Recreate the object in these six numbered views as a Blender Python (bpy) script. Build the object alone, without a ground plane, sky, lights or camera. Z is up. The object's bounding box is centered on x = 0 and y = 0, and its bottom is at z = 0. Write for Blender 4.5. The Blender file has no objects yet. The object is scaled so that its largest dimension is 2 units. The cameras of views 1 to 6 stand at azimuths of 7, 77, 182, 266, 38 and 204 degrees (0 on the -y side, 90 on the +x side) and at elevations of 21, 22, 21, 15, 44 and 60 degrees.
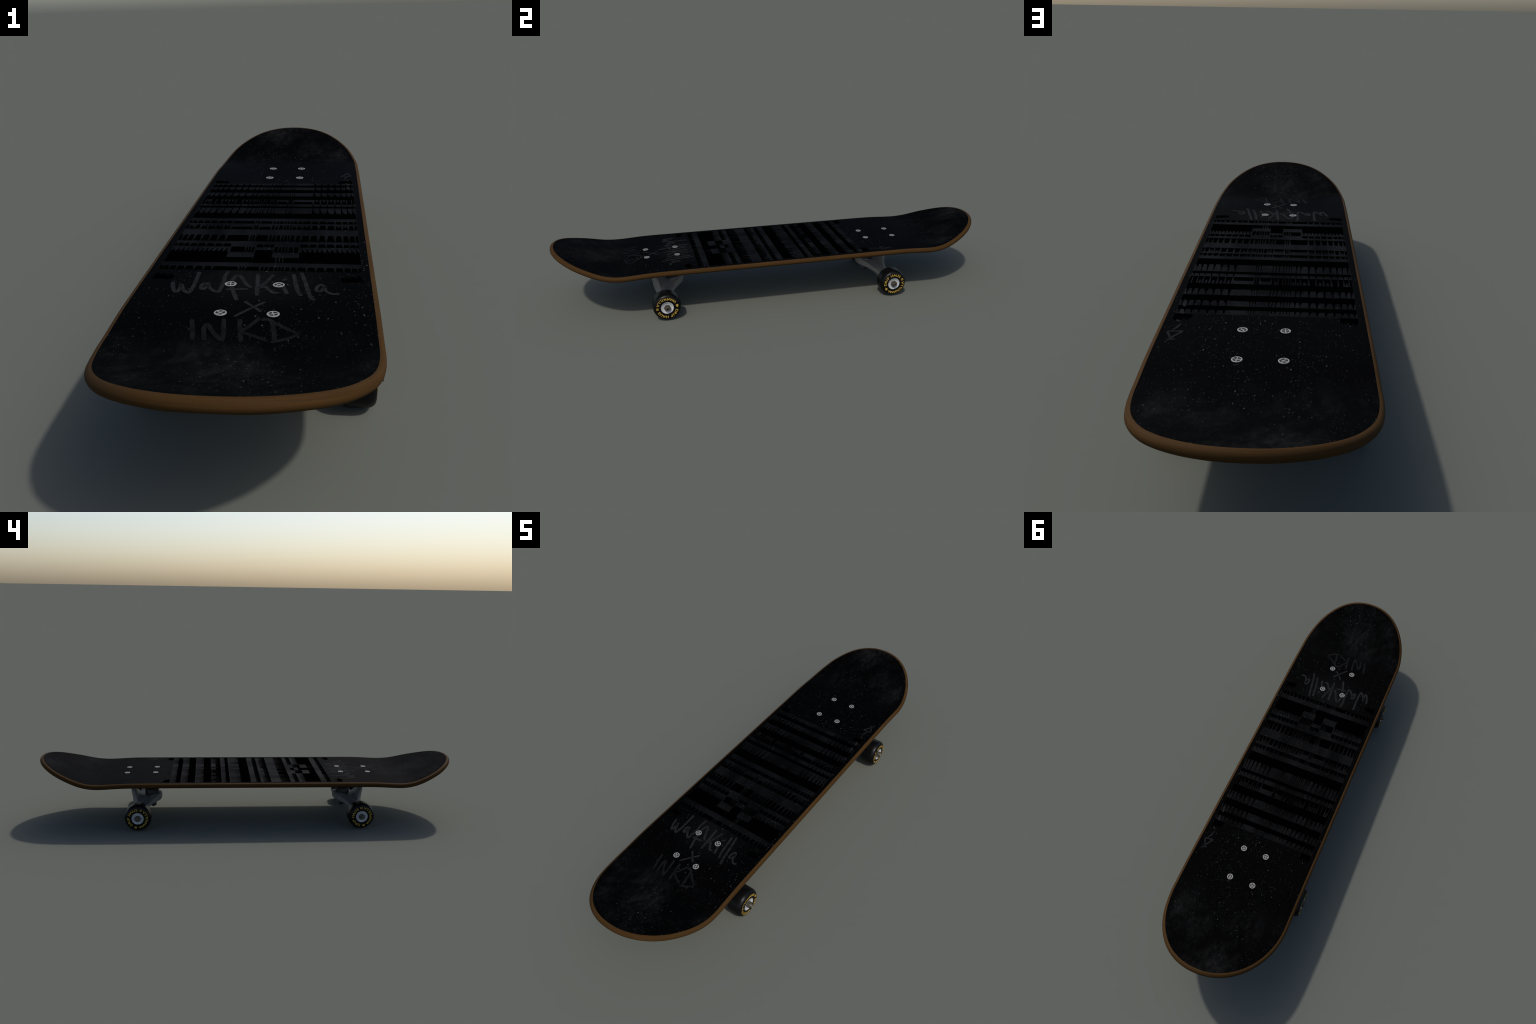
"""A street skateboard: concave-nosed maple deck, printed black grip sheet with
marker writing, two cast trucks and four black wheels with gold lettering.
Board length runs along y (2.0 m), wheels stand on z = 0."""
import bpy, bmesh, math, random
from math import sin, cos, pi, radians, sqrt
from mathutils import Vector, Matrix

random.seed(11)
scene = bpy.context.scene

# ------------------------------------------------------------------ helpers
def link(obj, parent=None):
    scene.collection.objects.link(obj)
    if parent is not None:
        obj.parent = parent
    return obj

def mesh_object(name, bm, mat, parent=None, smooth=True, sharp=None):
    bmesh.ops.recalc_face_normals(bm, faces=bm.faces)
    me = bpy.data.meshes.new(name)
    bm.to_mesh(me); bm.free()
    me.materials.append(mat)
    if smooth:
        for p in me.polygons:
            p.use_smooth = True
        if sharp is not None:
            me.set_sharp_from_angle(angle=radians(sharp))
    return link(bpy.data.objects.new(name, me), parent)

def revolve(profile, seg=64):
    """Lathe (radius, height) points about z; radius 0 closes the end."""
    bm = bmesh.new()
    rings = []
    for r, h in profile:
        if r < 1e-6:
            rings.append([bm.verts.new((0, 0, h))])
        else:
            rings.append([bm.verts.new((r*cos(2*pi*k/seg), r*sin(2*pi*k/seg), h)) for k in range(seg)])
    for a, b in zip(rings, rings[1:]):
        for k in range(seg):
            k2 = (k+1) % seg
            if len(a) == 1 and len(b) == 1:
                continue
            if len(a) == 1:
                bm.faces.new((a[0], b[k], b[k2]))
            elif len(b) == 1:
                bm.faces.new((a[k], b[0], a[k2]))
            else:
                bm.faces.new((a[k], b[k], b[k2], a[k2]))
    return bm

def prism(poly, z0, z1, bm=None, taper=1.0):
    """Extruded polygon (x, y), between two heights."""
    bm = bm or bmesh.new()
    cx = sum(p[0] for p in poly)/len(poly); cy = sum(p[1] for p in poly)/len(poly)
    lo = [bm.verts.new((p[0], p[1], z0)) for p in poly]
    hi = [bm.verts.new((cx+(p[0]-cx)*taper, cy+(p[1]-cy)*taper, z1)) for p in poly]
    n = len(poly)
    bm.faces.new(hi); bm.faces.new(lo[::-1])
    for k in range(n):
        bm.faces.new((lo[k], lo[(k+1) % n], hi[(k+1) % n], hi[k]))
    return bm

def join_bm(dst, src, mat=None):
    me = bpy.data.meshes.new("tmp"); src.to_mesh(me); src.free()
    if mat is not None:
        me.transform(mat)
    dst.from_mesh(me)
    bpy.data.meshes.remove(me)

# ---------------------------------------------------------------- materials
class Nodes:
    def __init__(self, name):
        self.mat = bpy.data.materials.new(name)
        self.mat.use_nodes = True
        self.t = self.mat.node_tree
        self.b = self.t.nodes["Principled BSDF"]
        self.obj = self.t.nodes.new("ShaderNodeTexCoord").outputs["Object"]
    def new(self, kind, **kw):
        n = self.t.nodes.new(kind)
        for k, v in kw.items():
            setattr(n, k, v)
        return n
    def put(self, sock, v):
        if isinstance(v, bpy.types.NodeSocket):
            self.t.links.new(v, sock)
        else:
            sock.default_value = v
    def math(self, op, a, b=0.0, c=None, clamp=False):
        n = self.new("ShaderNodeMath", operation=op, use_clamp=clamp)
        self.put(n.inputs[0], a); self.put(n.inputs[1], b)
        if c is not None:
            self.put(n.inputs[2], c)
        return n.outputs[0]
    def mapping(self, scale=(1, 1, 1), loc=(0, 0, 0), rot=(0, 0, 0), vec=None):
        n = self.new("ShaderNodeMapping")
        self.put(n.inputs["Vector"], vec or self.obj)
        n.inputs["Scale"].default_value = scale
        n.inputs["Location"].default_value = loc
        n.inputs["Rotation"].default_value = rot
        return n.outputs[0]
    def noise(self, vec, scale=1, detail=2, rough=.5):
        n = self.new("ShaderNodeTexNoise")
        self.put(n.inputs["Vector"], vec)
        n.inputs["Scale"].default_value = scale
        n.inputs["Detail"].default_value = detail
        n.inputs["Roughness"].default_value = rough
        return n.outputs["Fac"]
    def range(self, v, a, b, c=0.0, d=1.0, kind="SMOOTHSTEP"):
        n = self.new("ShaderNodeMapRange", interpolation_type=kind)
        self.put(n.inputs["Value"], v)
        for s, x in zip(("From Min", "From Max", "To Min", "To Max"), (a, b, c, d)):
            n.inputs[s].default_value = x
        return n.outputs["Result"]
    def mix(self, f, a, b, kind="MIX"):
        n = self.new("ShaderNodeMix", data_type="RGBA", blend_type=kind)
        self.put(n.inputs["Factor"], f)
        self.put(n.inputs["A"], a if not isinstance(a, tuple) else (*a, 1))
        self.put(n.inputs["B"], b if not isinstance(b, tuple) else (*b, 1))
        return n.outputs["Result"]
    def xyz(self, vec=None):
        n = self.new("ShaderNodeSeparateXYZ")
        self.put(n.inputs[0], vec or self.obj)
        return n.outputs
    def set(self, **kw):
        for k, v in kw.items():
            s = self.b.inputs[k.replace("_", " ")]
            self.put(s, (*v, 1) if isinstance(v, tuple) and len(v) == 3 else v)
        return self.mat
    def bump(self, height, strength=.3, dist=.001):
        n = self.new("ShaderNodeBump")
        n.inputs["Strength"].default_value = strength
        n.inputs["Distance"].default_value = dist
        self.put(n.inputs["Height"], height)
        self.put(self.b.inputs["Normal"], n.outputs[0])

def plain(name, color, rough=.5, metal=0.0, spec=.5, vary=.12, scale=40):
    m = Nodes(name)
    f = m.noise(m.obj, scale, 4)
    k = m.range(f, .3, .7, 1-vary, 1+vary, "LINEAR")
    col = m.new("ShaderNodeVectorMath", operation="SCALE")
    col.inputs[0].default_value = color
    m.put(col.inputs["Scale"], k)
    m.put(m.b.inputs["Base Color"], col.outputs[0])
    r = m.range(f, .3, .7, rough*.9, min(1, rough*1.1), "LINEAR")
    m.set(Roughness=r, Metallic=metal)
    m.b.inputs["Specular IOR Level"].default_value = spec
    return m.mat

# ------------------------------------------------------------- deck profile
HALF_W = .2389          # half width of the flat top at the grip edge
STRAIGHT = .695         # the sides run straight up to here
TIP = .9852             # grip edge at nose and tail
RIM = .0113             # half-round rim radius = half the thickness
PROFILE = [(0, .2275), (.3, .2276), (.5, .2275), (.6, .2261), (.66, .2228), (.72, .2216),
           (.78, .2297), (.84, .2479), (.9, .2686), (.95, .2886), (.985, .3022)]

def natural_spline(pts):
    xs = [p[0] for p in pts]; ys = [p[1] for p in pts]; n = len(xs)
    h = [xs[i+1]-xs[i] for i in range(n-1)]
    a = [0]*n; b = [1]*n; c = [0]*n; d = [0]*n
    b[0] = 2*h[0]; c[0] = h[0]; d[0] = 6*(ys[1]-ys[0])/h[0]          # level at mid-board
    for i in range(1, n-1):
        a[i] = h[i-1]; b[i] = 2*(h[i-1]+h[i]); c[i] = h[i]
        d[i] = 6*((ys[i+1]-ys[i])/h[i]-(ys[i]-ys[i-1])/h[i-1])
    for i in range(1, n):
        w = a[i]/b[i-1]; b[i] -= w*c[i-1]; d[i] -= w*d[i-1]
    m = [0]*n; m[-1] = d[-1]/b[-1]
    for i in range(n-2, -1, -1):
        m[i] = (d[i]-c[i]*m[i+1])/b[i]
    def f(x):
        x = min(max(x, xs[0]), xs[-1]+.02)
        i = 0
        while i < n-2 and x > xs[i+1]:
            i += 1
        p = x-xs[i]; q = xs[i+1]-x; H = h[i]
        return (m[i]*q**3+m[i+1]*p**3)/(6*H)+(ys[i]/H-m[i]*H/6)*q+(ys[i+1]/H-m[i+1]*H/6)*p
    return f

_top = natural_spline(PROFILE)
def top_z(y):
    return _top(abs(y))
def top_slope(y):
    return (top_z(y+1e-4)-top_z(y-1e-4))/2e-4

EA, EB = 1.98, 2.14      # super-ellipse exponents of the nose outline
def half_outline():
    """(half width, y, outward normal in plan) from mid-board to the tip."""
    out = []
    for k in range(56):
        out.append((HALF_W, STRAIGHT*k/56, 1.0, 0.0))
    N = 90
    for k in range(N+1):
        t = pi/2*k/N
        u = cos(t)**(2/EB) if k < N else 0.0
        v = sin(t)**(2/EA)
        nx = EB*u**(EB-1)/HALF_W; ny = EA*v**(EA-1)/(TIP-STRAIGHT)
        if k == 0:
            nx, ny = 1, 0
        l = math.hypot(nx, ny)
        out.append((HALF_W*u, STRAIGHT+(TIP-STRAIGHT)*v, nx/l, ny/l))
    return out
HALF = half_outline()
ROWS = [(w, -y, nx, -ny) for w, y, nx, ny in HALF[:0:-1]] + HALF
COLS = 24

def frame(y):
    s = top_slope(y); l = sqrt(1+s*s)
    return Vector((0, -s/l, 1/l)), Vector((0, 1/l, s/l))     # surface normal, lengthwise tangent

def sheet(bm, offset, belly=0.0):
    """Grid over the deck outline, offset along the surface normal."""
    rows = []
    for w, y, nx, ny in ROWS:
        N, T = frame(y)
        base = Vector((0, y, top_z(y)))+N*offset
        row = []
        for c in range(COLS+1):
            t = 2*c/COLS-1
            if belly:
                t = math.copysign(1-(1-abs(t))**1.7, t)      # closer columns near the rim
            inner = min(1, min(w*(1-abs(t)), (TIP-abs(y))*.8)/.02)
            row.append(bm.verts.new(base+Vector((w*t, 0, 0))-N*belly*inner*(2-inner)))
        rows.append(row)
    for r0, r1 in zip(rows, rows[1:]):
        for c in range(COLS):
            bm.faces.new((r0[c], r0[c+1], r1[c+1], r1[c]))
    return rows

def rim_point(side, row, phi, shell=0.0):
    w, y, nx, ny = row
    N, T = frame(y)
    O = Vector((side*nx, 0, 0))+T*ny
    p = Vector((side*w, y, top_z(y)))
    return p+O*(RIM*sin(phi))+N*(RIM*cos(phi)-RIM+shell)

# ---------------------------------------------------------------- materials
def wood_material():
    m = Nodes("maple_plies")
    x, y, z = m.xyz()
    curve = m.new("ShaderNodeFloatCurve")            # follow the bent plies up the kicks
    ay = m.math("ABSOLUTE", y)
    m.put(curve.inputs["Value"], ay)
    c = curve.mapping.curves[0]
    stops = [(yy, (top_z(yy)-.2)/.2) for yy in (0, .5, .6, .66, .72, .78, .84, .9, .95, .99)]
    c.points[0].location = stops[0]; c.points[1].location = stops[-1]
    for s in stops[1:-1]:
        c.points.new(*s)
    curve.mapping.update()
    lift = m.math("MULTIPLY_ADD", curve.outputs[0], .2, .2)
    depth = m.math("SUBTRACT", z, lift)
    comb = m.new("ShaderNodeCombineXYZ")
    m.put(comb.inputs[0], x); m.put(comb.inputs[1], y); m.put(comb.inputs[2], depth)
    grain = m.noise(m.mapping((5, 5, 260), vec=comb.outputs[0]), 1, 4, .6)
    broad = m.noise(m.mapping((3, 3, 60), vec=comb.outputs[0]), 1, 2)
    fac = m.math("MULTIPLY_ADD", grain, .7, m.math("MULTIPLY", broad, .3))
    ramp = m.new("ShaderNodeValToRGB")
    m.put(ramp.inputs[0], fac)
    e = ramp.color_ramp.elements
    e[0].position = .32; e[0].color = (.035, .0178, .0056, 1)
    e[1].position = .68; e[1].color = (.053, .0272, .0086, 1)
    m.set(Base_Color=ramp.outputs[0], Roughness=.62)
    m.b.inputs["Specular IOR Level"].default_value = .03
    m.bump(grain, .15, .0004)
    return m.mat

def grip_material():
    """Black printed grip: starry specks, faint dust clouds, paler printed panel in the middle."""
    m = Nodes("starry_black_grip")
    x, y, z = m.xyz()
    ax = m.math("ABSOLUTE", x); ay = m.math("ABSOLUTE", y)
    # stars stretched a little along the board
    def stars(scale, radius, keep, seed):
        v = m.new("ShaderNodeTexVoronoi", voronoi_dimensions="3D")
        m.put(v.inputs["Vector"], m.mapping((scale, scale*.5, 0.01), loc=(seed, seed*.7, 0)))
        v.inputs["Scale"].default_value = 1
        cell = m.new("ShaderNodeSeparateColor"); m.put(cell.inputs[0], v.outputs["Color"])
        chosen = m.math("GREATER_THAN", cell.outputs[0], keep)
        dot = m.range(v.outputs["Distance"], radius*.35, radius, 1, 0)
        power = m.math("POWER", cell.outputs[1], 2.2)
        return m.math("MULTIPLY", m.math("MULTIPLY", dot, chosen), power), cell.outputs[2]
    s1, hue1 = stars(230, .36, .30, 3.1)
    s2, hue2 = stars(120, .24, .60, 9.7)
    density = m.range(m.noise(m.mapping((5, 2.2, 1)), 1, 3), .35, .72, .25, 1.2)
    s = m.math("MULTIPLY", m.math("ADD", m.math("MULTIPLY", s1, .024), m.math("MULTIPLY", s2, .075)), density)
    tint = m.mix(hue1, (.72, .86, 1.0), (1.0, .93, .82))
    star = m.new("ShaderNodeVectorMath", operation="SCALE")
    m.put(star.inputs[0], tint); m.put(star.inputs["Scale"], s)
    # dust clouds over the kicks
    cloud = m.noise(m.mapping((7, 5, 1), loc=(.35, .2, 0)), 1, 6, .68)
    ends = m.range(ay, .62, .8, 0, 1)
    dust = m.math("MULTIPLY", m.range(cloud, .41, .68, 0, 1), ends)
    fine = m.noise(m.mapping((60, 32, 1)), 1, 5, .75)          # broken up into fine scuffs
    dust = m.math("MULTIPLY", dust, m.range(fine, .38, .66, .25, 1.3, "LINEAR"))
    wr = m.new("ShaderNodeVectorMath", operation="LENGTH")
    m.put(wr.inputs[0], m.mapping((6.5, 7.5, 0), loc=(0, 3.2, 0)))
    glow = m.range(wr.outputs["Value"], 0, 1.3, .5, 0)
    dust = m.math("ADD", dust, m.math("MULTIPLY", glow, m.range(cloud, .3, .6, .3, 1)))
    # printed panel between the trucks
    panel = m.math("MULTIPLY", m.range(ax, .2205, .2235, 1, 0), m.range(ay, .372, .3765, 1, 0))
    fade = m.range(m.noise(m.mapping((9, 4, 1), loc=(4, 2, 0)), 1, 4, .6), .32, .68, .25, 1.35)
    panel = m.math("MULTIPLY", panel, fade)
    pan = m.mix(panel, (.0006, .0006, .0007), (.0029, .0030, .0033))
    base = m.mix(dust, pan, (.0070, .0071, .0072))
    add = m.new("ShaderNodeVectorMath", operation="ADD")
    m.put(add.inputs[0], base); m.put(add.inputs[1], star.outputs[0])
    m.put(m.b.inputs["Base Color"], add.outputs[0])
    grit = m.noise(m.obj, 900, 2)
    m.set(Roughness=.7)
    m.put(m.b.inputs["Specular IOR Level"], m.math("MULTIPLY_ADD", panel, .02, .012))
    m.bump(grit, .25, .0006)
    return m.mat

def ink_material():
    m = Nodes("dead_black_ink")
    d = m.new("ShaderNodeBsdfDiffuse")
    f = m.range(m.noise(m.obj, 60, 2), .3, .7, .0001, .0004, "LINEAR")
    comb = m.new("ShaderNodeCombineColor")
    for k in range(3):
        m.put(comb.inputs[k], f)
    m.put(d.inputs["Color"], comb.outputs[0])
    out = m.t.nodes["Material Output"]
    m.t.links.new(d.outputs[0], out.inputs["Surface"])
    return m.mat

def marker_material():
    m = Nodes("grey_marker")
    f = m.noise(m.mapping((90, 45, 1)), 1, 4, .65)
    far = m.range(m.xyz()[1], -.64, -.56)           # the lower word is fainter
    col = m.mix(m.range(f, .3, .7), (.0072, .0073, .0076), (.0150, .0152, .0157))
    col = m.mix(far, m.mix(m.range(f, .3, .7), (.0030, .0031, .0033), (.0066, .0068, .0072)), col)
    m.set(Base_Color=col, Roughness=.8)
    m.b.inputs["Specular IOR Level"].default_value = .03
    return m.mat

WOOD = wood_material()
GRIP = grip_material()
INK = ink_material()
MARKER = marker_material()
CAST = plain("cast_aluminium", (.23, .222, .208), .6, 0, .3)  # grey lowered partway toward the occlusion shade on the hanger sides
DARK_CAST = plain("dark_baseplate", (.03, .031, .032), .55, .3)
RUBBER = plain("black_bushing_rubber", (.004, .004, .005), .5)
STEEL = plain("dull_steel", (.085, .077, .060), .42, .45)
ZINC = plain("zinc_bolt_head", (.235, .23, .215), .55, 0, .3, .25, 400)
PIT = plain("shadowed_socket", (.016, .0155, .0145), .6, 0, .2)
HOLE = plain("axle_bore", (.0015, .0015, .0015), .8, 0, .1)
URETHANE = plain("black_urethane", (.0026, .0026, .0028), .36, 0, .15)
CORE = plain("white_wheel_core", (.43, .43, .44), .5, 0, .3)
GOLD = plain("gold_print", (.38, .245, .04), .6, 0, .2)

# --------------------------------------------------------------- skateboard
board = bpy.data.objects.new("skateboard", None)
board["label"] = "black street skateboard with starry grip and wooden edge"
board["category"] = "skateboard"
link(board)

# deck: flat laminate with a half-round wooden rim
bm = bmesh.new()
BELLY = .0026                                  # the underside swells a little inside the rim
LIP = -.0009                                   # wood lies just under the grip sheet
top = sheet(bm, LIP)
bottom = sheet(bm, -2*RIM, BELLY)
STEPS = 10
for side, col in ((-1, 0), (1, COLS)):
    prev = None
    for j, row in enumerate(ROWS):
        ring = [bm.verts.new(rim_point(side, row, pi*k/STEPS)) for k in range(STEPS+1)]
        ring = [top[j][col]] + ring[:-1] + [bottom[j][col]]
        if prev:
            for k in range(len(ring)-1):
                bm.faces.new((prev[k], prev[k+1], ring[k+1], ring[k]))
        prev = ring
bmesh.ops.remove_doubles(bm, verts=bm.verts, dist=2e-5)
bmesh.ops.dissolve_degenerate(bm, edges=bm.edges, dist=1e-6)
deck = mesh_object("deck", bm, WOOD, board, sharp=50)

# grip sheet
bm = bmesh.new()
g_top = sheet(bm, .00015)
g_bot = sheet(bm, -.0006)
for col in (0, COLS):
    for j in range(len(ROWS)-1):
        bm.faces.new((g_top[j][col], g_top[j+1][col], g_bot[j+1][col], g_bot[j][col]))
bmesh.ops.remove_doubles(bm, verts=bm.verts, dist=2e-5)
bmesh.ops.dissolve_degenerate(bm, edges=bm.edges, dist=1e-6)
grip = mesh_object("grip_sheet", bm, GRIP, board, sharp=50)

# --------------------------------------------------- printed toothed stripes
INK_LIFT = .0006
PANEL_X = .2215
OUTER = [.2145, .200, .184, .1655, .1445, .1238, .104]
INNER = [.0445, .0385, .031, -.0025, -.011, -.0203, -.033, -.0405, -.0485, -.0555, -.0685, -.0815]
COLUMNS = sorted(OUTER+INNER+[-v for v in OUTER])
MIRROR = sorted(-v for v in COLUMNS)

def pitch(cols, i):
    lo = cols[i]-cols[i-1] if i else .014
    hi = cols[i+1]-cols[i] if i < len(cols)-1 else .014
    return min(lo, hi, .021)

def flat_poly(bm, pts):
    vs = [bm.verts.new((px, py, top_z(py)+INK_LIFT)) for px, py in pts]
    f = bm.faces.new(vs)
    if f.normal.z < 0:
        f.normal_flip()

def slab(bm, x0, x1, y0, y1, wob=.0008):
    n = 14
    lo = [(x0+(x1-x0)*k/n, y0+random.uniform(-wob, wob)) for k in range(n+1)]
    hi = [(x0+(x1-x0)*k/n, y1+random.uniform(-wob, wob)) for k in range(n, -1, -1)]
    flat_poly(bm, lo+hi)

def toothed(bm, cols, y0, y1, y2, x0=-PANEL_X, x1=PANEL_X, fat=1.0):
    """Solid stripe y0..y1 with pointed black teeth hanging to y2."""
    slab(bm, x0, x1, y0, y1)
    for i, c in enumerate(cols):
        if not x0 < c < x1:
            continue
        p = pitch(cols, i)*fat
        lean = math.copysign(.12, c)*p*random.uniform(.3, 1.6)
        b = p*random.uniform(.20, .32); t = p*random.uniform(.05, .10)
        ty = y2-random.uniform(0, .1)*(y2-y1)
        ya = y1-.0012
        flat_poly(bm, [(c-b+lean, ya), (c+b+lean, ya), (c+t+lean*.2, y1+.55*(y2-y1)), (c+t, ty), (c-t, ty),
                       (c-t+lean*.2, y1+.55*(y2-y1))])

def spiked(bm, cols, y0, y1, x0=-PANEL_X, x1=PANEL_X, notch=0.0, slim=1.0):
    """Black row cut by pale spikes at the columns; notch gives pale bumps in each cell."""
    cuts = [x0]+[c for c in cols if x0+.004 < c < x1-.004]+[x1]
    for i in range(len(cuts)-1):
        a, b = cuts[i], cuts[i+1]; w = b-a
        la = random.uniform(-.1, .1)*min(w, .02)
        g0 = min(.0007, w*.1)
        gA = (min(w*.30, .0055)*slim*random.uniform(.6, 1) if i else 0)
        gB = (min(w*.30, .0055)*slim*random.uniform(.6, 1) if i < len(cuts)-2 else 0)
        wide = w > .025
        ye = y1 if not (wide and notch) else y1-(y1-y0)*notch
        pts = [(a+(g0 if i else 0)+la*.3, y0), (b-(g0 if i < len(cuts)-2 else 0)+la*.3, y0)]
        if notch and w > .009 and not wide:
            m = (a+b)/2; ym = y1-(y1-y0)*notch
            pts += [(b-gB, y1), (m+w*.2, y1), (m+w*.14, ym), (m-w*.14, ym), (m-w*.2, y1), (a+gA, y1)]
        else:
            pts += [(b-gB, ye), (a+gA, ye)]
        flat_poly(bm, pts)

def stripe(build):
    bm = bmesh.new()
    build(bm)
    bmesh.ops.triangulate(bm, faces=bm.faces)
    me = bpy.data.meshes.new("printed_stripe")
    bm.normal_update()
    for f in bm.faces:
        if f.normal.z < 0:
            f.normal_flip()
    bm.to_mesh(me); bm.free()
    me.materials.append(INK)
    return link(bpy.data.objects.new("printed_stripe", me), grip)

# rear half: solid stripes whose black teeth hang towards the tail
for y0, y1, y2 in ((.327, .349, .3704), (.2607, .2943, .3262), (.1849, .2207, .260), (.0, .045, .0965)):
    stripe(lambda b: toothed(b, COLUMNS, y0, y1, y2))
stripe(lambda b: toothed(b, COLUMNS, .0985, .1150, .1360, fat=.6))
stripe(lambda b: spiked(b, COLUMNS, .1368, .1842, notch=.48, slim=.8))
# front half: black rows pierced by pale spikes
stripe(lambda b: spiked(b, MIRROR, -.0458, -.0256, slim=.7))
stripe(lambda b: spiked(b, MIRROR, -.0946, -.0600, notch=.40))
stripe(lambda b: spiked(b, MIRROR, -.1857, -.1409))
stripe(lambda b: spiked(b, MIRROR, -.3760, -.3550, slim=.8))
WIN = [.0211, .0835]                                   # the two pale windows, mirrored about x = 0
for s in (-1, 1):
    a, c = sorted((s*.0835, s*PANEL_X))
    stripe(lambda b: spiked(b, MIRROR, -.2255, -.2050, a, c, slim=.7))
    def big(b):
        slab(b, a, c, -.3295, -.262)
        dense = [a+(c-a)*(k+.5)/12 for k in range(12)]
        toothed(b, dense, -.263, -.2600, -.2375, a, c, fat=1.5)
    stripe(big)
    a, c = sorted((s*.0211, s*.0830))
    stripe(lambda b: spiked(b, MIRROR+[s*.052], -.3285, -.2965, a, c))
    stripe(lambda b: spiked(b, MIRROR, -.2620, -.2265, a+.003, c-.003))
stripe(lambda b: slab(b, -.0202, .0211, -.3300, -.2480))
stripe(lambda b: spiked(b, [-.004, .004, .011], -.2275, -.2085, -.0202, .0211, slim=.5))
# worn corner blocks of the print
for sx in (-1, 1):
    for y0, y1, yj in ((.3765, .4040, .4040), (-.4330, -.4060, -.3990)):
        def block(b):
            xa, xb = sx*.178, sx*.2215
            n = 8; pts = []
            for k in range(n+1):
                pts.append((xa+(xb-xa)*k/n, y0+random.uniform(0, .005)*(1 if y0 < 0 else .2)))
            for k in range(n, -1, -1):
                pts.append((xa+(xb-xa)*k/n, y1-random.uniform(0, .008)*(1-k/n)))
            flat_poly(b, pts)
            for k in range(3):
                xk = xb-sx*(.006+.014*k)
                yb = y1 if y0 > 0 else y1
                flat_poly(b, [(xk-.004, yb+.001), (xk+.004, yb+.001), (xk+.001, yb+.009-.002*k), (xk-.002, yb+.009-.002*k)])
        stripe(block)

# ------------------------------------------------------------ marker writing
def smooth_line(pts, n=7):
    P = [Vector((p[0], p[1])) for p in pts]
    if len(P) < 3:
        return [P[0].lerp(P[-1], k/6) for k in range(7)]
    P = [2*P[0]-P[1]]+P+[2*P[-1]-P[-2]]
    out = []
    for i in range(1, len(P)-2):
        a, b, c, d = P[i-1:i+3]
        for k in range(n):
            t = k/n
            out.append(.5*((2*b)+(c-a)*t+(2*a-5*b+4*c-d)*t*t+(3*b-a-3*c+d)*t**3))
    out.append(P[-2])
    return out

def ribbon(bm, pts, width, lift):
    L = smooth_line(pts)
    d0 = (L[1]-L[0]).normalized(); d1 = (L[-1]-L[-2]).normalized()
    left = []; right = []
    for i, p in enumerate(L):
        t = (L[min(i+1, len(L)-1)]-L[max(i-1, 0)])
        t = t.normalized() if t.length > 1e-7 else d0
        n = Vector((-t.y, t.x))
        w = width*.5*random.uniform(.9, 1.1)
        left.append(p+n*w); right.append(p-n*w)
    def v(p):
        return bm.verts.new((p.x, p.y, top_z(p.y)+lift))
    A = [v(p) for p in left]; B = [v(p) for p in right]
    for i in range(len(A)-1):
        bm.faces.new((A[i], B[i], B[i+1], A[i+1]))
    for e, vs, c, d in ((0, (A[0], B[0]), L[0], -d0), (1, (A[-1], B[-1]), L[-1], d1)):
        n = Vector((-d.y, d.x)); fan = []
        for k in range(1, 6):
            a = pi*k/6
            fan.append(v(c+n*(width*.5*cos(a))+d*(width*.5*sin(a))))
        first, last = (vs[1], vs[0]) if e == 0 else (vs[0], vs[1])
        bm.faces.new([first]+fan+[last])

def letter(strokes, width=.0088):
    bm = bmesh.new()
    for k, s in enumerate(strokes):
        ribbon(bm, s, width, .0008+.0001*k)
    bmesh.ops.triangulate(bm, faces=[f for f in bm.faces if len(f.verts) > 4])
    bm.normal_update()
    for f in bm.faces:
        if f.normal.z < 0:
            f.normal_flip()
    me = bpy.data.meshes.new("marker_letter"); bm.to_mesh(me); bm.free()
    me.materials.append(MARKER)
    return link(bpy.data.objects.new("marker_letter", me), grip)

letter([[(-.172, -.451), (-.166, -.476), (-.158, -.497), (-.152, -.496), (-.151, -.475), (-.153, -.458),
         (-.144, -.483), (-.131, -.502), (-.126, -.496), (-.125, -.455), (-.127, -.395)]])                    # W
letter([[(-.096, -.452), (-.106, -.454), (-.109, -.466), (-.106, -.481), (-.099, -.479), (-.096, -.459),
         (-.092, -.472), (-.082, -.486), (-.070, -.495), (-.067, -.473), (-.066, -.439), (-.068, -.417),
         (-.065, -.387)]])                                                                                # a and long tail
letter([[(-.048, -.448), (-.048, -.425), (-.042, -.406), (-.031, -.419), (-.017, -.453), (-.007, -.467)],
        [(-.049, -.452), (-.042, -.482), (-.027, -.530)], [(-.052, -.482), (-.015, -.478)]])              # f
letter([[(.002, -.402), (.006, -.452), (.010, -.505)],
        [(.033, -.403), (.021, -.445), (.009, -.471), (.023, -.464), (.032, -.480), (.042, -.493), (.050, -.493)]])  # K
letter([[(.055, -.447), (.063, -.474), (.069, -.494)], [(.058, -.428), (.062, -.424)]])                   # i
letter([[(.078, -.398), (.084, -.444), (.090, -.480), (.097, -.502)]])                                    # l
letter([[(.094, -.388), (.104, -.438), (.112, -.487), (.118, -.514), (.123, -.522)]])                     # l
letter([[(.145, -.459), (.136, -.447), (.129, -.460), (.128, -.478), (.136, -.482), (.144, -.459),
         (.146, -.477), (.154, -.489), (.162, -.494), (.171, -.491)]], .0075)                             # a
letter([[(-.008, -.540), (.008, -.558), (.025, -.578)], [(.028, -.540), (.009, -.563), (-.020, -.600)]], .007)   # x
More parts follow.
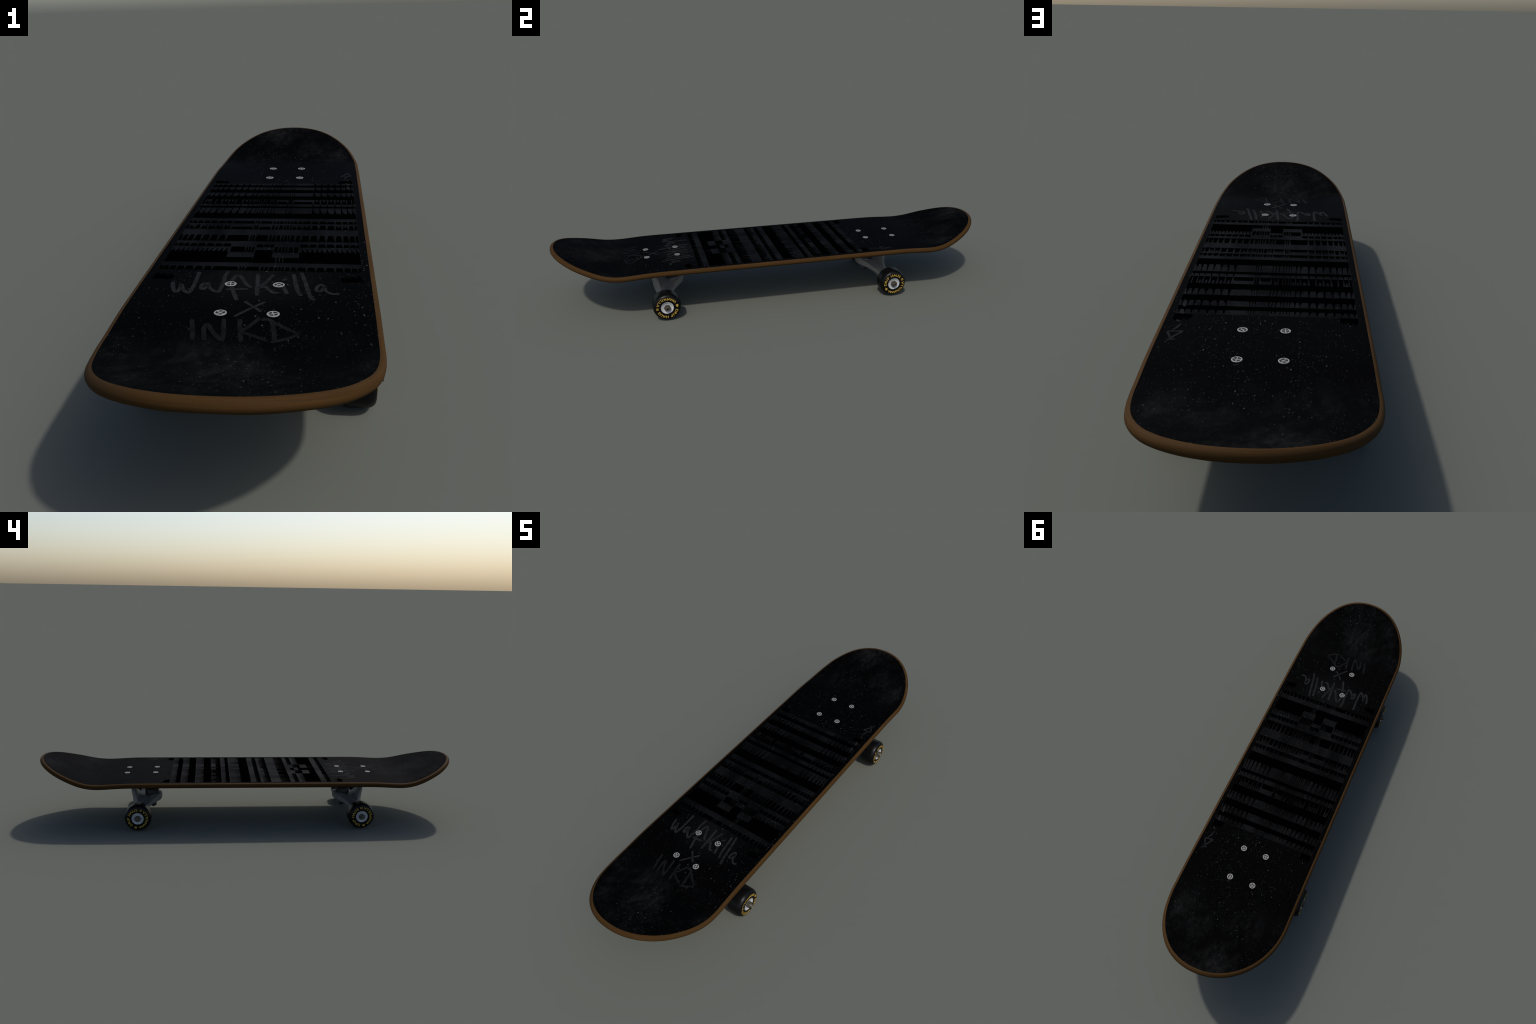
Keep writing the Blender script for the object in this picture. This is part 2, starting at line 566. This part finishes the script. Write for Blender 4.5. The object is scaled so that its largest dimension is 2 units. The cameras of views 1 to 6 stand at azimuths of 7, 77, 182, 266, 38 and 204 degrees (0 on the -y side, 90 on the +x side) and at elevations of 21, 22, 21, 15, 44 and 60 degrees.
letter([[(-.097, -.622), (-.084, -.685)]])                                                                # I
letter([[(-.063, -.685), (-.070, -.650), (-.066, -.633), (-.051, -.661), (-.033, -.686), (-.032, -.666), (-.039, -.615)]])  # N
letter([[(-.009, -.615), (-.005, -.646), (.002, -.686)],
        [(.024, -.611), (.010, -.638), (-.001, -.655), (.016, -.666), (.045, -.684)]])                     # K
letter([[(.050, -.616), (.056, -.648), (.060, -.682)],
        [(.033, -.612), (.043, -.610), (.060, -.626), (.083, -.645), (.098, -.658), (.091, -.669), (.072, -.681), (.057, -.688)]])  # D
letter([[(.212, .513), (.204, .497), (.195, .482), (.187, .469), (.200, .469), (.219, .472), (.212, .493), (.205, .508), (.199, .508)],
        [(.208, .459), (.202, .449), (.198, .433)], [(.203, .419), (.209, .414)]], .006)                   # small sign
letter([[(.203, .373), (.208, .355)], [(.206, .331), (.208, .310)]], .0085)                               # two dashes

# ------------------------------------------------------------- deck bolts
BOLT_R = .0122
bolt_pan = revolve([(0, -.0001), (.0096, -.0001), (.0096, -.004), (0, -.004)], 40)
bolt_ring = revolve([(.0092, -.002), (.0094, .0004), (.0101, .0007), (.0113, .0006), (BOLT_R, .0001), (BOLT_R, -.004),
                     (.0092, -.004), (.0092, -.002)], 40)
def ring_me(name, b, mat):
    bmesh.ops.recalc_face_normals(b, faces=b.faces)
    me = bpy.data.meshes.new(name); b.to_mesh(me); b.free()
    me.materials.append(mat)
    for p in me.polygons:
        p.use_smooth = True
    me.set_sharp_from_angle(angle=radians(45))
    return me
RING_ME = ring_me("deck_bolt", bolt_ring, ZINC)
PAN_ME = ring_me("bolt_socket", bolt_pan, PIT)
b = bmesh.new()
for k in range(4):                                     # four bright lands around the cross recess
    a0 = k*pi/2
    arm = [(.0002, -.0009), (.0096, -.0016+.0004*k), (.0096, .0012), (.0045, .0009), (.0014, .0022)]
    prism([(p[0]*cos(a0)-p[1]*sin(a0), p[0]*sin(a0)+p[1]*cos(a0)) for p in arm], -.001, .0002+.00005*k, b, .94)
CROSS_ME = ring_me("bolt_cross", b, ZINC)
for sy in (-1, 1):
    for sx in (-1, 1):
        for y in (.4522, .5877):
            o = link(bpy.data.objects.new("deck_bolt", RING_ME), deck)
            o.location = (sx*.0499, sy*y, top_z(y)+.0008)
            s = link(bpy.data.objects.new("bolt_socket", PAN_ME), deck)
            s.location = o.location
            c = link(bpy.data.objects.new("bolt_cross", CROSS_ME), deck)
            c.location = o.location
            c.rotation_euler.z = random.uniform(0, pi)

# ------------------------------------------------------------------- trucks
AXLE_Y, AXLE_Z = .5243, .0615
UNDER = .2275-2*RIM-BELLY                     # underside of the deck

def hanger_mesh():
    """Cast hanger in truck space: y towards the board centre is negative, axle at origin."""
    bm = bmesh.new()
    # side profile (y, z) relative to the axle, counter-clockwise
    prof = [(.052, .078), (.047, .040), (.040, -.002), (.026, -.020), (.004, -.024), (-.022, -.018), (-.045, -.004),
            (-.070, .012), (-.092, .020), (-.097, .030), (-.096, .050), (-.084, .054), (-.060, .046), (-.030, .040),
            (-.004, .042), (.016, .054), (.028, .074), (.040, .082)]
    P = [Vector(p) for p in prof]
    # smooth closed curve
    pts = []
    n = len(P)
    for i in range(n):
        a, b, c, d = P[i-1], P[i], P[(i+1) % n], P[(i+2) % n]
        for k in range(3):
            t = k/3
            pts.append(.5*((2*b)+(c-a)*t+(2*a-5*b+4*c-d)*t*t+(3*b-a-3*c+d)*t**3))
    stations = [(0, 1, 1), (.012, 1, 1), (.024, .98, .97), (.034, .90, .89), (.050, .74, .73), (.070, .58, .55), (.092, .44, .40), (.115, .36, .28), (.140, .32, .20), (.172, .30, .15), (.180, .30, .15)]
    stations = [(-x, a, b) for x, a, b in stations[:0:-1]]+stations
    rings = []
    for x, sc, blend in stations:
        ring = []
        for p in pts:
            ang = math.atan2(p.y, p.x)
            rad = .0255+.002*max(0, 1-abs(x)/.18)
            circ = Vector((cos(ang), sin(ang)))*rad
            f = min(1, max(0, (blend-.15)/.85))
            if p.x > -.02 and p.y > .02:        # the pivot horn is much narrower than the ring side
                f *= max(0, 1-max(0, abs(x)-.022)/.070*min(1, (p.x+.02)/.03))
            q = circ.lerp(p, f)
            ring.append(bm.verts.new((x, q.x, q.y)))
        rings.append(ring)
    m = len(pts)
    for r0, r1 in zip(rings, rings[1:]):
        for k in range(m):
            bm.faces.new((r0[k], r0[(k+1) % m], r1[(k+1) % m], r1[k]))
    bm.faces.new(rings[0]); bm.faces.new(rings[-1][::-1])
    bmesh.ops.recalc_face_normals(bm, faces=bm.faces)
    me = bpy.data.meshes.new("truck_hanger"); bm.to_mesh(me); bm.free()
    me.materials.append(CAST)
    for p in me.polygons:
        p.use_smooth = True
    me.set_sharp_from_angle(angle=radians(50))
    return me

def lathe_me(name, prof, mat, seg=40):
    return ring_me(name, revolve(prof, seg), mat)

HANGER = hanger_mesh()
SEAT = lathe_me("hanger_seat", [(0, .014), (.026, .014), (.034, .011), (.0365, .004), (.0365, -.010), (.033, -.016), (.022, -.018), (0, -.018)], CAST)
BUSH = lathe_me("bushing", [(0, .062), (.026, .062), (.034, .058), (.0345, .036), (.032, .033), (.0345, .030), (.0345, .004), (.030, 0), (0, 0)], RUBBER)
WASHER = lathe_me("bushing_washer", [(0, .003), (.028, .003), (.029, .001), (.029, -.006), (.027, -.007), (0, -.007)], CAST)
hexa = [(.0185*cos(pi/3*k), .0185*sin(pi/3*k)) for k in range(6)]
b = prism(hexa, -.012, .004)
join_bm(b, revolve([(0, 0), (.0125, 0), (.0125, -.010), (.010, -.012), (0, -.012)], 24), Matrix.Translation((0, 0, -.0105)))
NUT = ring_me("kingpin_nut", b, RUBBER)
AXLE = lathe_me("axle", [(0, -.24), (.0085, -.24), (.0085, .24), (0, .24)], STEEL, 24)

def rounded_rect(w, h, r, n=6):
    out = []
    for cx, cy, a0 in ((w-r, h-r, 0), (-w+r, h-r, pi/2), (-w+r, -h+r, pi), (w-r, -h+r, 1.5*pi)):
        for k in range(n+1):
            a = a0+pi/2*k/n
            out.append((cx+r*cos(a), cy+r*sin(a)))
    return out

def baseplate_mesh():
    b = prism([(px, py-.010) for px, py in rounded_rect(.066, .088, .02)], -.012, -.0006)
    join_bm(b, prism(rounded_rect(.040, .056, .018), -.030, -.011, None, 1.0), Matrix.Translation((0, -.030, 0)))
    # pivot cup on the outer side
    join_bm(b, revolve([(0, .036), (.020, .036), (.0165, -.006), (.011, -.010), (0, -.010)], 32),
            Matrix.Translation((0, .058, -.044)) @ Matrix.Rotation(radians(-20), 4, "X"))
    # kingpin boss
    join_bm(b, revolve([(0, .030), (.046, .030), (.041, -.030), (.036, -.034), (0, -.034)], 32),
            Matrix.Translation((0, -.046, -.030)))
    return ring_me("truck_baseplate", b, DARK_CAST)
BASE = baseplate_mesh()

for sy in (1, -1):
    turn = Matrix.Rotation(0 if sy > 0 else pi, 4, "Z")
    plate = link(bpy.data.objects.new("truck_baseplate", BASE), board)
    plate.matrix_local = turn @ Matrix.Translation((0, .520, UNDER))
    hanger = link(bpy.data.objects.new("truck_hanger", HANGER), board)
    hanger.matrix_local = turn @ Matrix.Translation((0, AXLE_Y, AXLE_Z))
    def part(name, me, m):
        o = link(bpy.data.objects.new(name, me), hanger)
        o.matrix_local = m
        return o
    tilt = Matrix.Rotation(radians(-14), 4, "X")
    at = Matrix.Translation((0, -.055, .038)) @ tilt
    part("hanger_seat", SEAT, at @ Matrix.Translation((0, 0, -.004)))
    part("bushing", BUSH, Matrix.Translation((0, -.050, .042)) @ Matrix.Rotation(radians(-4), 4, "X"))
    part("bushing_washer", WASHER, Matrix.Translation((0, -.056, .018)) @ Matrix.Rotation(radians(-25), 4, "X"))
    part("kingpin_nut", NUT, Matrix.Translation((0, -.050, .003)) @ Matrix.Rotation(radians(-25), 4, "X"))
    part("axle", AXLE, Matrix.Rotation(pi/2, 4, "Y"))

# ------------------------------------------------------------------- wheels
WHEEL_R = AXLE_Z
FACE = .0346                            # half width of a wheel
def wheel_profile():
    pr = [(.0275, FACE-.008), (.0275, FACE-.001), (.0285, FACE), (.047, FACE-.0004)]
    for k in range(1, 13):              # big soft outer lip
        a = pi/2*k/12
        pr.append((.047+(WHEEL_R-.047)*sin(a), FACE-.0225*(1-cos(a))-.0004))
    pr.append((WHEEL_R, -.021))
    for k in range(1, 9):               # tighter inner lip
        a = pi/2*k/8
        pr.append((WHEEL_R-.013*(1-cos(a)), -.021-.0136*sin(a)))
    pr += [(.028, -FACE), (.026, -.030), (.0085, -.030)]
    return pr
WHEEL = lathe_me("wheel", wheel_profile(), URETHANE, 96)
CORE_ME = lathe_me("wheel_core", [(.0085, FACE-.006), (.019, FACE-.006), (.023, FACE-.0035), (.0262, FACE-.0010), (.0276, FACE-.0012), (.0276, FACE-.010),
                                  (.0085, FACE-.010)], CORE, 64)
hexn = [(.0150*cos(pi/3*k+.3), .0150*sin(pi/3*k+.3)) for k in range(6)]
b = prism(hexn, FACE-.0065, FACE+.006)
bmesh.ops.bevel(b, geom=[e for e in b.edges], offset=.0012, segments=2, affect="EDGES")
join_bm(b, revolve([(.0062, FACE+.005), (.0070, FACE+.0075), (.0100, FACE+.0075), (.0108, FACE+.005)], 24))
NUT_ME = ring_me("axle_nut", b, STEEL)
END_OPEN = ring_me("axle_end", revolve([(.0046, FACE+.004), (.0046, FACE+.0140), (.0054, FACE+.0148), (.0070, FACE+.0148), (.0078, FACE+.0140), (.0078, FACE+.003)], 32), STEEL)
END_SOLID = ring_me("axle_end", revolve([(0, FACE+.0145), (.0066, FACE+.0145), (.0078, FACE+.0132), (.0078, FACE+.003)], 32), STEEL)
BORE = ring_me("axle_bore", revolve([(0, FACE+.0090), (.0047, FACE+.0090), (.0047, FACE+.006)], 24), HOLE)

def glyph(text, size, wide):
    cu = bpy.data.curves.new("glyph", "FONT")
    cu.body = text
    cu.size = size
    cu.offset = size*.015
    cu.extrude = .0002
    cu.align_x = "CENTER"
    o = bpy.data.objects.new("glyph", cu)
    scene.collection.objects.link(o)
    dg = bpy.context.evaluated_depsgraph_get()
    me = bpy.data.meshes.new_from_object(o.evaluated_get(dg))
    bpy.data.objects.remove(o)
    bpy.data.curves.remove(cu)
    me.transform(Matrix.Diagonal((wide, 1, 1, 1)))
    return me

def lettering_mesh():
    """Two words round the wheel face, a drop and a small sign between them."""
    bm = bmesh.new()
    R_IN, R_OUT = .0368, .0480
    cap = R_OUT-R_IN
    size = cap/.70
    widths = {"I": .45, " ": .55, "W": 1.45, "D": 1.1, "H": 1.12, "A": 1.1, "U": 1.08, "L": .95, "F": .95, "P": 1.0, "S": 1.0, "R": 1.08, "K": 1.08}
    def word(text, start, end, inward):
        total = sum(widths[c] for c in text)
        acc = 0
        for c in text:
            mid = (acc+widths[c]/2)/total; acc += widths[c]
            ang = radians(start+(end-start)*mid)
            if c == " ":
                continue
            me = glyph(c, size, 1.2)
            if inward:                      # letter tops face the hub
                m = Matrix.Rotation(ang+pi/2, 4, "Z") @ Matrix.Translation((0, -R_OUT, FACE-.0001))
            else:
                m = Matrix.Rotation(ang-pi/2, 4, "Z") @ Matrix.Translation((0, R_IN, FACE-.0001))
            me.transform(m)
            bm.from_mesh(me)
            bpy.data.meshes.remove(me)
    word("DRIP HAUS", 190, 43, False)
    word("WWFKILLA", 234, 370, True)
    # drop
    r = .0056; drop = []
    for k in range(15):
        a = radians(-60+300*k/14)
        drop.append((r*cos(a), r*sin(a)))
    drop = [(x, y) for x, y in drop]+[(0, -.0096)]
    tmp = prism(drop, 0, .0004)
    join_bm(bm, tmp, Matrix.Rotation(radians(212), 4, "Z") @ Matrix.Translation((.0432, .0012, FACE-.0002)))
    # small monogram: two bars and a bent stroke
    M = Matrix.Rotation(radians(25), 4, "Z") @ Matrix.Translation((.0432, 0, FACE-.0002)) @ Matrix.Rotation(-pi/2, 4, "Z")
    for x0, x1, y0, y1 in ((-.0052, -.0034, -.005, .005), (-.002, .005, .0032, .005), (-.002, -.0002, .0005, .005), (-.002, .005, -.0008, .0012),
                           (.0032, .005, -.005, .001), (-.002, .005, -.005, -.0032)):
        join_bm(bm, prism([(x0, y0), (x1, y0), (x1, y1), (x0, y1)], 0, .0004+abs(x0)*.02), M)
    return ring_me("wheel_lettering", bm, GOLD)
LETTERS = lettering_mesh()

WHEEL_X = .250-FACE
for sx, sy, roll in ((1, 1, 0), (1, -1, 158), (-1, 1, 44), (-1, -1, 71)):
    if sx > 0:
        basis = Matrix(((0, 0, 1, 0), (1, 0, 0, 0), (0, 1, 0, 0), (0, 0, 0, 1)))
    else:
        basis = Matrix(((0, 0, -1, 0), (-1, 0, 0, 0), (0, 1, 0, 0), (0, 0, 0, 1)))
    w = link(bpy.data.objects.new("wheel", WHEEL), board)
    w.matrix_local = Matrix.Translation((sx*WHEEL_X, sy*AXLE_Y, AXLE_Z)) @ basis @ Matrix.Rotation(radians(roll), 4, "Z")
    parts = [("wheel_core", CORE_ME), ("axle_nut", NUT_ME), ("wheel_lettering", LETTERS)]
    if sx > 0:
        parts += [("axle_end", END_OPEN), ("axle_bore", BORE)]
    else:
        parts += [("axle_end", END_SOLID)]
    for name, me in parts:
        link(bpy.data.objects.new(name, me), w)
